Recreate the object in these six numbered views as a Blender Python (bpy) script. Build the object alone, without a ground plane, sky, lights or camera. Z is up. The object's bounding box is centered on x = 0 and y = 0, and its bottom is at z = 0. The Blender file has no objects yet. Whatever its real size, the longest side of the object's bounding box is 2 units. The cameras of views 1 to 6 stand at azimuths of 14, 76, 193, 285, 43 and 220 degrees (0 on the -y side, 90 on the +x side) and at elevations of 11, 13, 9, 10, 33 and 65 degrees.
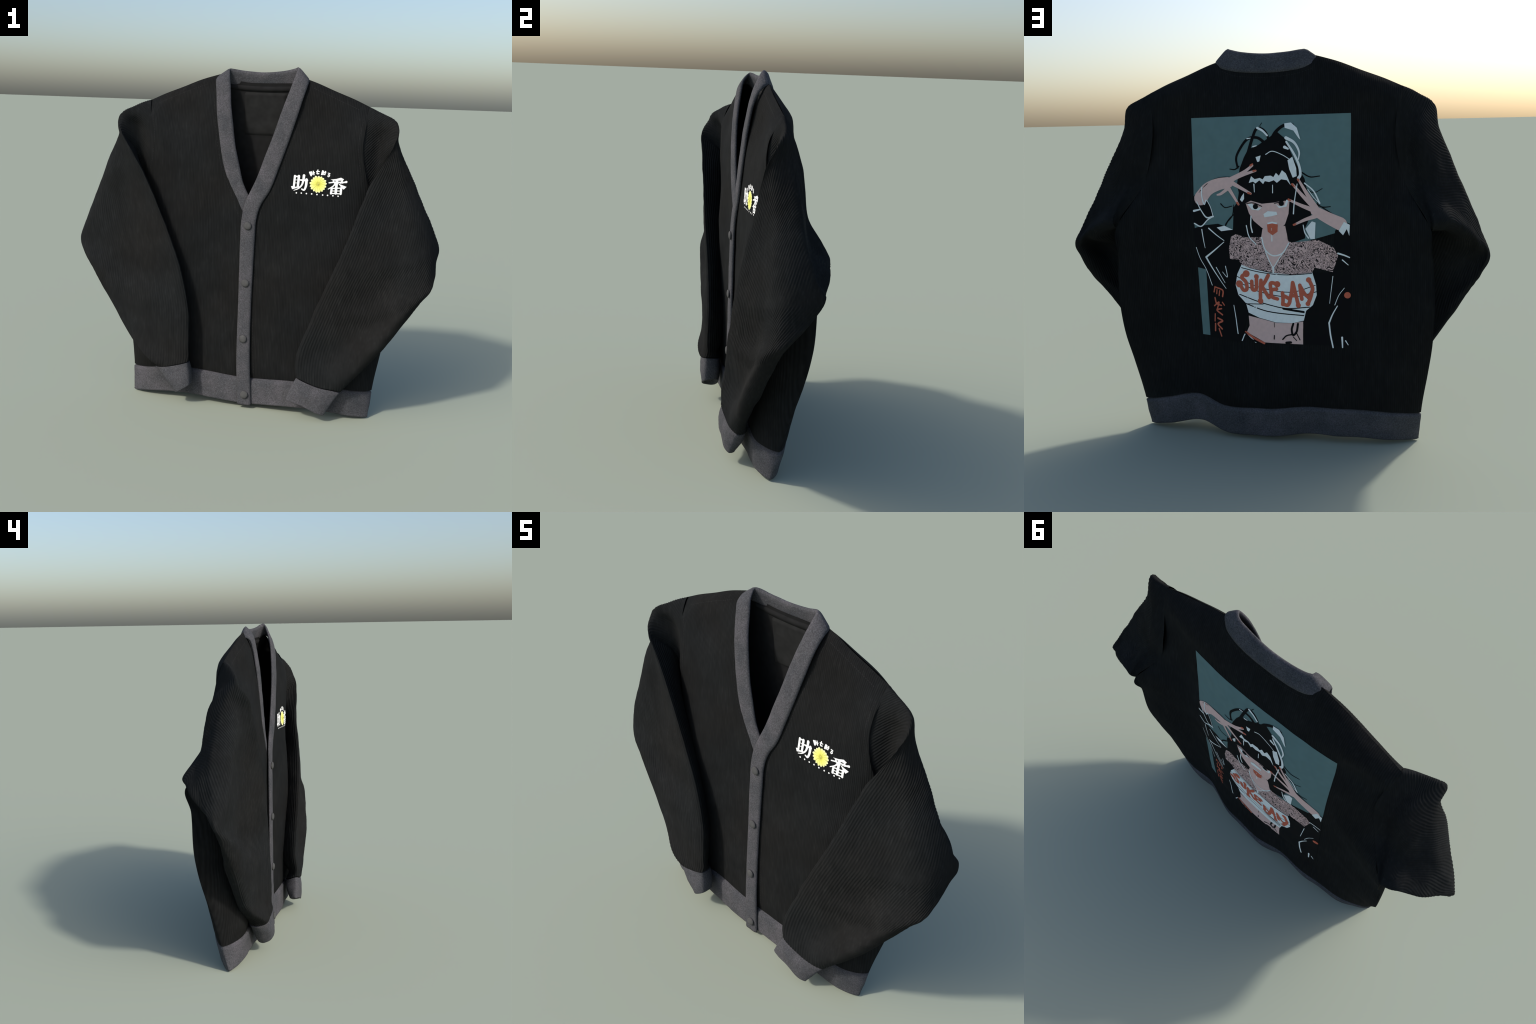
import bpy, bmesh, math, random
import numpy as np
from mathutils import Vector, noise
from mathutils.bvhtree import BVHTree

random.seed(7)
rng = np.random.default_rng(7)

# ---------------------------------------------------------------- materials
def new_mat(name):
    m = bpy.data.materials.new(name)
    m.use_nodes = True
    nt = m.node_tree
    nt.nodes.clear()
    out = nt.nodes.new("ShaderNodeOutputMaterial")
    b = nt.nodes.new("ShaderNodeBsdfPrincipled")
    nt.links.new(b.outputs[0], out.inputs[0])
    b.inputs["Roughness"].default_value = 0.9
    b.inputs["Specular IOR Level"].default_value = 0.15
    return m, nt, b


def node(nt, kind, **vals):
    n = nt.nodes.new(kind)
    for k, v in vals.items():
        if hasattr(n, k):
            setattr(n, k, v)
        else:
            n.inputs[k.replace("_", " ")].default_value = v
    return n


def ramp(nt, stops):
    r = nt.nodes.new("ShaderNodeValToRGB")
    el = r.color_ramp.elements
    while len(el) < len(stops):
        el.new(0.5)
    for e, (p, c) in zip(el, stops):
        e.position = p
        e.color = (*c, 1) if len(c) == 3 else c
    return r


def grey(v, tint=(1, 1, 1)):
    return (v * tint[0], v * tint[1], v * tint[2])


def corduroy(name, angle, spacing, level=0.0122, rib=0.5, bump=0.35, axis="XZ"):
    """Napped corduroy: wales run at `angle` degrees from vertical in the object's XZ plane."""
    m, nt, b = new_mat(name)
    L = nt.links.new
    tc = node(nt, "ShaderNodeTexCoord")
    mp = node(nt, "ShaderNodeMapping")
    mp.inputs["Rotation"].default_value = (0, math.radians(angle), 0)
    L(tc.outputs["Object"], mp.inputs[0])
    # slight wander of the wales
    wn = node(nt, "ShaderNodeTexNoise", Scale=3.0, Detail=2.0)
    L(tc.outputs["Object"], wn.inputs["Vector"])
    wave = node(nt, "ShaderNodeTexWave", Scale=1.0 / spacing / 10.0 * 3.1416 / 3.1416 * 1.0, Distortion=0.0)
    wave.bands_direction = "X"
    wave.inputs["Scale"].default_value = 2 * math.pi / (20.0 * spacing)
    add = node(nt, "ShaderNodeVectorMath", operation="MULTIPLY_ADD")
    add.inputs[1].default_value = (0.012, 0.0, 0.0)
    L(wn.outputs["Color"], add.inputs[0])
    L(mp.outputs[0], add.inputs[2])
    L(add.outputs[0], wave.inputs["Vector"])
    # broken nap along the wales
    st = node(nt, "ShaderNodeMapping")
    st.inputs["Rotation"].default_value = (0, math.radians(angle), 0)
    st.inputs["Scale"].default_value = (90, 90, 14)
    L(tc.outputs["Object"], st.inputs[0])
    nap = node(nt, "ShaderNodeTexNoise", Scale=1.0, Detail=3.0, Roughness=0.65)
    L(st.outputs[0], nap.inputs["Vector"])
    mott = node(nt, "ShaderNodeTexNoise", Scale=7.0, Detail=4.0, Roughness=0.6)
    L(tc.outputs["Object"], mott.inputs["Vector"])
    mr = ramp(nt, [(0.30, grey(0.85)), (0.52, grey(1.0)), (0.72, grey(1.2))])
    L(mott.outputs["Fac"], mr.inputs[0])
    nr = ramp(nt, [(0.32, grey(0.85)), (0.55, grey(1.0)), (0.78, grey(1.45))])
    L(nap.outputs["Fac"], nr.inputs[0])
    wr = ramp(nt, [(0.0, grey(1 - rib)), (0.55, grey(1.0)), (1.0, grey(1 + 0.6 * rib))])
    L(wave.outputs["Fac"], wr.inputs[0])
    m1 = node(nt, "ShaderNodeMix", data_type="RGBA", blend_type="MULTIPLY")
    m1.inputs["Factor"].default_value = 1
    L(mr.outputs[0], m1.inputs["A"]); L(nr.outputs[0], m1.inputs["B"])
    m2 = node(nt, "ShaderNodeMix", data_type="RGBA", blend_type="MULTIPLY")
    m2.inputs["Factor"].default_value = 1
    L(m1.outputs["Result"], m2.inputs["A"]); L(wr.outputs[0], m2.inputs["B"])
    # faint warm / cold patches of faded dye
    hue = node(nt, "ShaderNodeTexNoise", Scale=2.2, Detail=2.0)
    L(tc.outputs["Object"], hue.inputs["Vector"])
    hr = ramp(nt, [(0.4, (level * 0.99, level * 1.0, level * 0.985)), (0.6, (level * 0.94, level * 1.02, level * 1.06))])
    L(hue.outputs["Fac"], hr.inputs[0])
    m3 = node(nt, "ShaderNodeMix", data_type="RGBA", blend_type="MULTIPLY")
    m3.inputs["Factor"].default_value = 1
    L(m2.outputs["Result"], m3.inputs["A"]); L(hr.outputs[0], m3.inputs["B"])
    L(m3.outputs["Result"], b.inputs["Base Color"])
    bn = node(nt, "ShaderNodeBump", Strength=bump, Distance=0.004)
    L(wave.outputs["Fac"], bn.inputs["Height"])
    bn2 = node(nt, "ShaderNodeBump", Strength=0.25, Distance=0.003)
    L(nap.outputs["Fac"], bn2.inputs["Height"]); L(bn.outputs[0], bn2.inputs["Normal"])
    L(bn2.outputs[0], b.inputs["Normal"])
    b.inputs["Roughness"].default_value = 0.95
    b.inputs["Specular IOR Level"].default_value = 0.06
    return m


def knit(name, level=0.068):
    m, nt, b = new_mat(name)
    L = nt.links.new
    tc = node(nt, "ShaderNodeTexCoord")
    n1 = node(nt, "ShaderNodeTexNoise", Scale=170.0, Detail=3.0, Roughness=0.7)
    n2 = node(nt, "ShaderNodeTexNoise", Scale=9.0, Detail=4.0, Roughness=0.6)
    L(tc.outputs["Object"], n1.inputs["Vector"]); L(tc.outputs["Object"], n2.inputs["Vector"])
    r1 = ramp(nt, [(0.3, grey(0.66)), (0.5, grey(1.0)), (0.72, grey(1.55))])
    r2 = ramp(nt, [(0.3, (0.76, 0.80, 0.82)), (0.5, (1, 1, 1)), (0.7, (1.25, 1.2, 1.23))])
    L(n1.outputs["Fac"], r1.inputs[0]); L(n2.outputs["Fac"], r2.inputs[0])
    m1 = node(nt, "ShaderNodeMix", data_type="RGBA", blend_type="MULTIPLY")
    m1.inputs["Factor"].default_value = 1
    L(r1.outputs[0], m1.inputs["A"]); L(r2.outputs[0], m1.inputs["B"])
    m2 = node(nt, "ShaderNodeMix", data_type="RGBA", blend_type="MULTIPLY")
    m2.inputs["Factor"].default_value = 1
    m2.inputs["B"].default_value = (level * 0.985, level * 0.98, level * 1.07, 1)
    L(m1.outputs["Result"], m2.inputs["A"])
    L(m2.outputs["Result"], b.inputs["Base Color"])
    # fine, puckered knit: distorted fine waves
    wv = node(nt, "ShaderNodeTexWave", Scale=28.0, Distortion=5.0, Detail=2.0)
    wv.inputs["Detail Scale"].default_value = 0.35
    wv.bands_direction = "DIAGONAL"
    L(tc.outputs["Object"], wv.inputs["Vector"])
    mx = node(nt, "ShaderNodeMath", operation="MULTIPLY_ADD")
    mx.inputs[1].default_value = 0.5
    L(wv.outputs["Fac"], mx.inputs[0]); L(n1.outputs["Fac"], mx.inputs[2])
    bn = node(nt, "ShaderNodeBump", Strength=0.35, Distance=0.003)
    L(mx.outputs[0], bn.inputs["Height"]); L(bn.outputs[0], b.inputs["Normal"])
    b.inputs["Specular IOR Level"].default_value = 0.1
    return m


def plain(name, col, rough=0.85, spec=0.15, vary=0.08, scale=60.0):
    m, nt, b = new_mat(name)
    L = nt.links.new
    tc = node(nt, "ShaderNodeTexCoord")
    n = node(nt, "ShaderNodeTexNoise", Scale=scale, Detail=3.0)
    L(tc.outputs["Object"], n.inputs["Vector"])
    r = ramp(nt, [(0.3, tuple(c * (1 - vary) for c in col)), (0.7, tuple(min(1, c * (1 + vary)) for c in col))])
    L(n.outputs["Fac"], r.inputs[0]); L(r.outputs[0], b.inputs["Base Color"])
    b.inputs["Roughness"].default_value = rough
    b.inputs["Specular IOR Level"].default_value = spec
    return m


M_BODY = corduroy("corduroy_body", 0, 0.0085, rib=0.18, bump=0.25)
M_SLEEVE = corduroy("corduroy_sleeve", 0, 0.02, rib=0.0, bump=0.0, level=0.0140)
M_KNIT = knit("rib_knit")
M_LINING = plain("lining_cloth", (0.0150, 0.0152, 0.0156), 0.9, 0.08, 0.15, 30)
M_BUTTON = plain("covered_button", (0.062, 0.062, 0.062), 0.7, 0.25, 0.22, 45)
M_THREAD = plain("thread", (0.004, 0.004, 0.0045), 0.9, 0.1)

# ---------------------------------------------------------------- helpers
ROOT = bpy.data.objects.new("button_cardigan", None)
bpy.context.scene.collection.objects.link(ROOT)
ROOT["label"] = "black corduroy button cardigan with grey rib trim and back print"
ROOT["category"] = "jacket"


def add_obj(name, me, mat, parent=None, smooth=True):
    ob = bpy.data.objects.new(name, me)
    bpy.context.scene.collection.objects.link(ob)
    ob.parent = parent or ROOT
    if mat is not None and not len(me.materials):
        me.materials.append(mat)
    if smooth:
        me.polygons.foreach_set("use_smooth", [True] * len(me.polygons))
    return ob


def mesh_of(name, verts, faces):
    me = bpy.data.meshes.new(name)
    me.from_pydata([tuple(map(float, v)) for v in verts], [], faces)
    me.update()
    return me


def grid_faces(nu, nv, closed_u=False):
    f = []
    for j in range(nv - 1):
        for i in range(nu if closed_u else nu - 1):
            i2 = (i + 1) % nu
            f.append((j * nu + i, j * nu + i2, (j + 1) * nu + i2, (j + 1) * nu + i))
    return f


def interp(tab):
    """smooth (monotone-ish cubic) interpolation through a small table of (key, value)"""
    k = np.array([t[0] for t in tab], float)
    v = np.array([t[1] for t in tab], float)
    d = np.gradient(v, k)

    def f(x):
        x = np.clip(np.asarray(x, float), k[0], k[-1])
        i = np.clip(np.searchsorted(k, x, side="right") - 1, 0, len(k) - 2)
        h = k[i + 1] - k[i]
        t = (x - k[i]) / h
        return ((2 * t**3 - 3 * t**2 + 1) * v[i] + (t**3 - 2 * t**2 + t) * h * d[i]
                + (-2 * t**3 + 3 * t**2) * v[i + 1] + (t**3 - t**2) * h * d[i + 1])
    return f


def catmull(P, n, closed=False):
    """centripetal Catmull-Rom through P (m, ..., 3); n samples per segment"""
    P = np.asarray(P, float)
    m = len(P)
    k = lambda p, q: np.maximum(np.linalg.norm(q - p, axis=-1, keepdims=True), 1e-5) ** 0.5
    out = []
    for s in range(m if closed else m - 1):
        b, c = P[s], P[(s + 1) % m]
        a = P[(s - 1) % m] if closed or s else 2 * b - c
        d = P[(s + 2) % m] if closed or s + 2 < m else 2 * c - b
        t1 = k(a, b)
        t2 = t1 + k(b, c)
        t3 = t2 + k(c, d)
        for i in range(n):
            t = t1 + (t2 - t1) * i / n
            A1 = (t1 - t) / t1 * a + t / t1 * b
            A2 = (t2 - t) / (t2 - t1) * b + (t - t1) / (t2 - t1) * c
            A3 = (t3 - t) / (t3 - t2) * c + (t - t2) / (t3 - t2) * d
            B1 = (t2 - t) / t2 * A1 + t / t2 * A2
            B2 = (t3 - t) / (t3 - t1) * A2 + (t - t1) / (t3 - t1) * A3
            out.append((t2 - t) / (t2 - t1) * B1 + (t - t1) / (t2 - t1) * B2)
    if not closed:
        out.append(P[-1])
    return np.array(out)


def fbm(p, scale, seed=0.0, octaves=3):
    return noise.fractal(Vector((p[0] * scale + seed, p[1] * scale + seed * 1.7, p[2] * scale - seed)), 0.8, 2.0, octaves)


# ---------------------------------------------------------------- body
SIDE_X = interp([(0.0, 0.682), (0.10, 0.690), (0.19, 0.700), (0.36, 0.728), (0.5, 0.748), (0.65, 0.757), (0.8, 0.757),
                 (0.95, 0.745), (1.05, 0.738), (1.12, 0.695), (1.25, 0.628), (1.36, 0.596), (1.46, 0.582), (1.57, 0.590), (1.68, 0.608)])
SIDE_YF = interp([(0.0, -0.015), (0.1, 0.008), (0.2, 0.030), (0.37, 0.068), (0.5, 0.108), (0.65, 0.138), (0.9, 0.153),
                  (1.04, 0.175), (1.10, 0.11), (1.2, 0.01), (1.3, -0.045), (1.45, -0.065), (1.58, -0.055), (1.68, -0.01)])
SIDE_YB = interp([(0.0, -0.015), (0.1, 0.008), (0.2, 0.030), (0.37, 0.068), (0.5, 0.108), (0.65, 0.138), (0.9, 0.153),
                  (1.04, 0.178), (1.10, 0.165), (1.2, 0.11), (1.3, 0.088), (1.45, 0.068), (1.58, 0.045), (1.68, 0.0)])
MID_YF = interp([(0.0, -0.090), (0.1, -0.090), (0.2, -0.085), (0.5, -0.083), (1.0, -0.082), (1.27, -0.082), (1.5, -0.075), (1.7, -0.05), (1.82, -0.02)])
MID_YB = interp([(0.0, 0.105), (0.1, 0.130), (0.2, 0.150), (0.5, 0.150), (0.8, 0.152), (1.1, 0.148), (1.3, 0.140), (1.56, 0.104), (1.7, 0.064), (1.82, 0.03)])
SHOULDER_Z = interp([(0.0, 1.835), (0.18, 1.830), (0.25, 1.812), (0.30, 1.797), (0.42, 1.750), (0.52, 1.712), (0.61, 1.672), (0.80, 1.60)])
HEM_Z = interp([(-0.70, 0.0), (-0.5, 0.030), (-0.3, 0.036), (0.0, 0.022), (0.3, 0.036), (0.5, 0.024), (0.70, 0.0)])
HEM_ZB = interp([(-0.70, 0.000), (-0.55, 0.020), (-0.2, 0.034), (0.05, 0.020), (0.25, 0.022), (0.38, 0.060), (0.54, 0.034), (0.70, 0.000)])
SHOULDER_Y = 0.004


def side_fold(a, p, q):
    return np.clip(1 - np.clip(a, 0, 1) ** p, 0, 1) ** q


def bump2(x, z, cx, cz, rx, rz):
    return np.exp(-((x - cx) / rx) ** 2 - ((z - cz) / rz) ** 2)


FOLD_P = interp([(0.0, 3.2), (0.12, 4.5), (0.25, 6.5), (0.6, 7.0), (1.0, 8.0), (1.2, 6.0), (1.4, 3.6), (1.7, 3.2)])
VALLEY = interp([(0.0, 0.024), (0.1, 0.028), (0.3, 0.045), (0.6, 0.052), (0.9, 0.052), (1.2, 0.044), (1.4, 0.036), (1.56, 0.016), (1.66, 0.0), (1.7, 0.0)])


def y_front(x, z):
    a = np.abs(x) / SIDE_X(z)
    e, c = SIDE_YF(z), MID_YF(z)
    y = e + (c - e) * side_fold(a, FOLD_P(z), 0.62)
    # the cloth is pushed out beside the arms and hangs back over the wearer's right hip
    k = 1 - np.clip(a, 0, 1) ** 8          # the seams stay put
    y = y + k * (-0.020 * bump2(x, z, 0.40, 0.85, 0.13, 0.30) - 0.020 * bump2(x, z, -0.34, 1.02, 0.12, 0.22)
                 + 0.026 * bump2(x, z, -0.28, 0.30, 0.20, 0.38) + 0.018 * bump2(np.abs(x), z, 0.40, 1.60, 0.14, 0.10)
                 - 0.022 * bump2(x, z, 0.60, 0.12, 0.10, 0.14) - 0.026 * bump2(x, z, -0.60, 0.28, 0.10, 0.14))
    d = (SHOULDER_Z(np.abs(x)) - z) / 0.11
    r = np.sqrt(np.clip(1 - np.clip(1 - d, 0, 1) ** 2, 0, 1))
    return SHOULDER_Y + (y - SHOULDER_Y) * r


def y_back(x, z):
    a = np.abs(x) / SIDE_X(z)
    e, c = SIDE_YB(z), MID_YB(z)
    y = e + (c - e) * side_fold(a, 3.0, 0.6)
    # hollow between the flat centre and the side seams
    k = 1 - np.clip(a, 0, 1) ** 10
    y = y - k * VALLEY(z) * np.where(x > 0, 1.0, 0.80 - 0.45 * np.clip((0.62 - z) / 0.4, 0, 1)) * np.exp(-((np.abs(x) - 0.47) / 0.19) ** 2)
    y = y + 0.022 * bump2(np.abs(x), z, 0.42, 1.66, 0.18, 0.07) + k * 0.018 * bump2(x, z, -0.60, 1.13, 0.10, 0.09)
    y = y - 0.016 * bump2(x, z, -0.48, 1.50, 0.12, 0.09) - 0.010 * bump2(x, z, 0.46, 0.75, 0.10, 0.20)
    d = (SHOULDER_Z(np.abs(x)) - z) / 0.08
    r = np.sqrt(np.clip(1 - np.clip(1 - d, 0, 1) ** 2, 0, 1))
    return SHOULDER_Y + (y - SHOULDER_Y) * r


# hanging folds of the lower back and loose front, fading to the shoulders
def drape_back(x, z):
    w = np.clip((0.55 - z) / 0.5, 0, 1) ** 1.3 * np.clip(1 - (np.abs(x) / 0.70) ** 4, 0, 1)
    return w * (0.016 * np.sin(11.0 * x + 0.6) + 0.008 * np.sin(23 * x + 2.0))


def drape_front(x, z):
    w = np.clip((0.6 - z) / 0.6, 0, 1) * np.clip(1 - (np.abs(x) / 0.6) ** 4, 0, 1)
    return w * 0.006 * np.sin(14.0 * x + 1.1)


V_POS = interp([(0.0, 0.0), (1.06, 0.0), (1.14, 0.042), (1.23, 0.092), (1.458, 0.172), (1.71, 0.248), (1.82, 0.266)])
V_NEG = interp([(0.0, 0.004), (1.03, 0.004), (1.08, -0.030), (1.183, -0.080), (1.32, -0.138), (1.527, -0.180), (1.731, -0.202), (1.82, -0.203)])
HEM_H = 0.150       # height of the rib hem


def hem_top(z_low):
    return z_low + HEM_H


NU, NV = 90, 130
S = np.linspace(0, 1, NU)


def front_panel_grid(sign):
    vin = V_POS if sign > 0 else V_NEG
    ss = np.sin(S * math.pi / 2)[None, :]          # 0 at the front opening, 1 at the side (dense near the side)
    v = np.linspace(0, 1, NV)[:, None]
    X = sign * ss * 0.7 + 0 * v
    xt_in = 0.262 if sign > 0 else -0.203
    zt = SHOULDER_Z(np.abs(xt_in + (sign * 0.608 - xt_in) * ss))
    for _ in range(6):
        zb = HEM_Z(X) + HEM_H
        Z = zb + (zt - zb) * v
        xi = vin(Z)
        X = xi + (sign * SIDE_X(Z) - xi) * ss
    Y = y_front(X, Z) + drape_front(X, Z)
    return np.stack([X, Y, Z], -1)


def back_panel_grid():
    tt = np.sin(np.linspace(-1, 1, 2 * NU - 1) * math.pi / 2)[None, :]
    v = np.linspace(0, 1, NV)[:, None]
    X = tt * 0.7 + 0 * v
    xt = tt * 0.608
    # neckline dips between the shoulder points
    zt = SHOULDER_Z(np.abs(xt)) - 0.052 * np.clip(1 - (np.abs(xt - 0.03) / 0.235) ** 4, 0, 1)
    for _ in range(6):
        zb = HEM_ZB(X) + HEM_H
        Z = zb + (zt - zb) * v
        X = tt * SIDE_X(Z)
    Y = y_back(X, Z) + drape_back(X, Z)
    return np.stack([X, Y, Z], -1)


def wrinkle(G, amp, seed, flip):
    """soft cloth unevenness, zero on the border rows so that neighbours still meet"""
    H = G.copy()
    nv, nu = G.shape[:2]
    for j in range(nv):
        for i in range(nu):
            e = min(1.0, j / 6, (nv - 1 - j) / 6, i / 6, (nu - 1 - i) / 6)
            p = G[j, i]
            H[j, i, 1] += flip * amp * e * (fbm(p, 3.2, seed) + 0.35 * fbm(p, 9.0, seed + 3))
    # tuck of the cloth into the hem seam
    for j in range(8):
        t = 1 - j / 8
        H[j, :, 1] += -flip * 0.010 * t ** 2.2 * np.clip(1.15 - np.abs(H[j, :, 0]) / 0.70, 0, 1)
    return H


FP = wrinkle(front_panel_grid(1), 0.004, 1.3, -1)
FN = wrinkle(front_panel_grid(-1), 0.004, 5.1, -1)
BK = wrinkle(back_panel_grid(), 0.004, 8.7, 1)


def grid_obj(name, G, mat, parent=None, flip=False):
    nv, nu = G.shape[:2]
    f = grid_faces(nu, nv)
    if flip:
        f = [tuple(reversed(q)) for q in f]
    return add_obj(name, mesh_of(name, G.reshape(-1, 3), f), mat, parent)


front_p = grid_obj("front_panel", FP, M_BODY)
front_n = grid_obj("front_panel", FN, M_BODY, flip=True)
back = grid_obj("back_panel", BK, M_BODY, flip=True)

# lining: the inside of the shell, one cloth thickness in
def lining(name, G, dy, flip):
    H = G.copy()
    nv, nu = H.shape[:2]
    mid = 0.5 * (y_front(H[..., 0], H[..., 2]) + y_back(H[..., 0], H[..., 2]))
    H[..., 1] += np.where(np.abs(H[..., 1] - mid) > 0.012, dy, dy * 0.15)
    if dy < 0:      # the inner back hangs well clear of the outer cloth below the neck
        H[..., 1] -= 0.032 * np.clip(1 - (np.abs(H[..., 0]) / 0.45) ** 3, 0, 1) * np.clip((1.80 - H[..., 2]) / 0.25, 0, 1)
    return grid_obj(name, H, M_LINING, None, flip)


lining("lining", FP, 0.008, True)
lining("lining", FN, 0.008, False)
LB = lining("lining", BK, -0.008, False)

# ---------------------------------------------------------------- hem band
def hem_band():
    nseg = 80
    prof = []  # (height fraction, outward offset)
    for h in np.linspace(1.0, 0.08, 12):
        puff = 0.003 * math.sin(math.pi * min(1, max(0, (1 - h) * 1.05)) ** 0.6) if h < 1 else -0.012
        prof.append((h, puff - (0.006 if h > 0.95 else 0)))
    prof += [(0.03, 0.001), (0.0, -0.005), (0.0, -0.013), (0.05, -0.018)]
    prof += [(h, -0.018) for h in (0.4, 0.9)]
    path = []
    for t in np.linspace(0, 1, nseg):
        path.append(("f", 0.012 + (1 - 0.012) * math.sin(t * math.pi / 2)))
    for t in np.linspace(1, -1, 2 * nseg)[1:]:
        path.append(("b", math.sin(t * math.pi / 2)))
    for t in np.linspace(1, 0, nseg)[1:]:
        path.append(("f", -(0.012 + (1 - 0.012) * math.sin(t * math.pi / 2))))
    isf = np.array([k == "f" for k, _ in path])
    u = np.array([w for _, w in path])
    G = []
    for h, o in prof:
        x = u * 0.69
        for _ in range(4):
            z = np.where(isf, HEM_Z(x), HEM_ZB(x)) + HEM_H * h
            x = u * SIDE_X(z)
        y = np.where(isf, y_front(x, z) + drape_front(x, z), y_back(x, z) + drape_back(x, z))
        row = np.stack([x, y, z], 1)
        # outward normal in plan
        tan = np.gradient(row[:, :2], axis=0)
        nrm = np.stack([tan[:, 1], -tan[:, 0]], 1)
        nrm /= np.maximum(np.linalg.norm(nrm, axis=1, keepdims=True), 1e-9)
        # smooth the normals round the side folds
        for _ in range(3):
            nrm[1:-1] = (nrm[:-2] + nrm[1:-1] + nrm[2:]) / 3
        nrm /= np.maximum(np.linalg.norm(nrm, axis=1, keepdims=True), 1e-9)
        row[:, :2] += nrm * o
        for k in range(len(row)):
            q = row[k]
            row[k, :2] += nrm[k] * 0.0022 * fbm(q, 11.0, 2.2) * (1 if o > -0.01 else 0)
        G.append(row)
    return np.array(G)


grid_obj("hem_band", hem_band(), M_KNIT)

# ---------------------------------------------------------------- neck band and placket
def yf(x, z, o=0.006):
    return float(y_front(x, z) + drape_front(x, z)) - o


# (outer edge point, inner edge point) along the band: up the opening, round the neck, down the other side
STN = []
for z, xo, xi in [(0.020, 0.042, -0.036), (0.10, 0.038, -0.040), (0.30, 0.027, -0.049), (0.565, 0.024, -0.048),
                  (0.80, 0.028, -0.048), (0.95, 0.032, -0.048)]:
    STN.append(((xo, -0.092, z), (xi, -0.094, z)))
STN += [((0.036, -0.092, 1.06), (-0.045, -0.094, 1.05)),
        ((0.056, -0.090, 1.139), (-0.030, -0.090, 1.145)),
        ((0.107, -0.089, 1.23), (0.030, -0.086, 1.285)),
        ((0.150, -0.088, 1.35), (0.070, -0.084, 1.400)),
        ((0.186, -0.085, 1.458), (0.112, -0.080, 1.520)),
        ((0.226, -0.078, 1.59), (0.152, -0.070, 1.650)),
        ((0.258, -0.062, 1.71), (0.188, -0.053, 1.760)),
        ((0.274, -0.036, 1.775), (0.205, -0.033, 1.822)),
        ((0.272, 0.002, 1.800), (0.213, -0.012, 1.866)),
        ((0.240, 0.030, 1.778), (0.196, 0.006, 1.862)),
        ((0.170, 0.046, 1.760), (0.140, 0.014, 1.849)),
        ((0.030, 0.051, 1.750), (0.025, 0.020, 1.838)),
        ((-0.110, 0.046, 1.758), (-0.090, 0.016, 1.845)),
        ((-0.195, 0.030, 1.776), (-0.142, 0.008, 1.852)),
        ((-0.228, 0.004, 1.796), (-0.155, 0.000, 1.852)),
        ((-0.222, -0.036, 1.780), (-0.148, -0.030, 1.815)),
        ((-0.213, -0.053, 1.725), (-0.139, -0.043, 1.762)),
        ((-0.204, -0.067, 1.62), (-0.129, -0.057, 1.66)),
        ((-0.190, -0.074, 1.527), (-0.115, -0.065, 1.575)),
        ((-0.172, -0.077, 1.42), (-0.098, -0.069, 1.46)),
        ((-0.149, -0.079, 1.32), (-0.073, -0.070, 1.355)),
        ((-0.118, -0.079, 1.245), (-0.047, -0.069, 1.256)),
        ((-0.088, -0.078, 1.18), (-0.008, -0.068, 1.176)),
        ((-0.040, -0.069, 1.06), (0.030, -0.061, 1.09))]


def band(stations, thick, n=7, across=9):
    O = catmull([s[0] for s in stations], n)
    I = catmull([s[1] for s in stations], n)
    tan = np.gradient((O + I) / 2, axis=0)
    acr = I - O
    nrm = np.cross(tan, acr)
    nrm /= np.linalg.norm(nrm, axis=1, keepdims=True)
    w = np.linalg.norm(acr, axis=1, keepdims=True)
    acr = acr / w
    rows = []
    prof = []  # rounded slab cross-section: (fraction across, offset along the normal)
    for a in np.linspace(0.0, 1.0, across):
        dome = 1 - abs(2 * a - 1) ** 6
        prof.append((a, thick * (0.35 + 0.65 * dome)))
    for a in np.linspace(1.0, 0.0, across):
        dome = 1 - abs(2 * a - 1) ** 6
        prof.append((a, -thick * (0.35 + 0.65 * dome)))
    out = np.zeros((len(O), len(prof), 3))
    for k, (a, d) in enumerate(prof):
        out[:, k] = O + acr * w * a + nrm * d
    for r in range(out.shape[0]):
        for k in range(across):
            out[r, k] += nrm[r] * 0.0016 * fbm(out[r, k], 14.0, 4.4)
    return out


def tube_obj(name, R, mat, parent=None, caps=True, flip=False):
    nv, nu = R.shape[:2]
    f = grid_faces(nu, nv, True)
    if caps:
        f.append(tuple(range(nu - 1, -1, -1)))
        f.append(tuple((nv - 1) * nu + i for i in range(nu)))
    if flip:
        f = [tuple(reversed(q)) for q in f]
    return add_obj(name, mesh_of(name, R.reshape(-1, 3), f), mat, parent)


R = band(STN, 0.0085)
cut = 7 * 6 + 4


def split_band(R, cut):
    """one smooth strip, separated into placket and neck band that share border points and normals"""
    nv, nu = R.shape[:2]
    whole = mesh_of("whole", R.reshape(-1, 3), grid_faces(nu, nv, True))
    whole.polygons.foreach_set("use_smooth", [True] * len(whole.polygons))
    nr = np.array([v.normal[:] for v in whole.vertices]).reshape(nv, nu, 3)
    obs = []
    for name, lo, hi in (("placket", 0, cut + 1), ("neck_band", cut, nv)):
        ob = tube_obj(name, R[lo:hi], M_KNIT, caps=False)
        ob.data.normals_split_custom_set_from_vertices([tuple(n) for n in nr[lo:hi].reshape(-1, 3)])
        obs.append(ob)
    bpy.data.meshes.remove(whole)
    return obs


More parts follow.
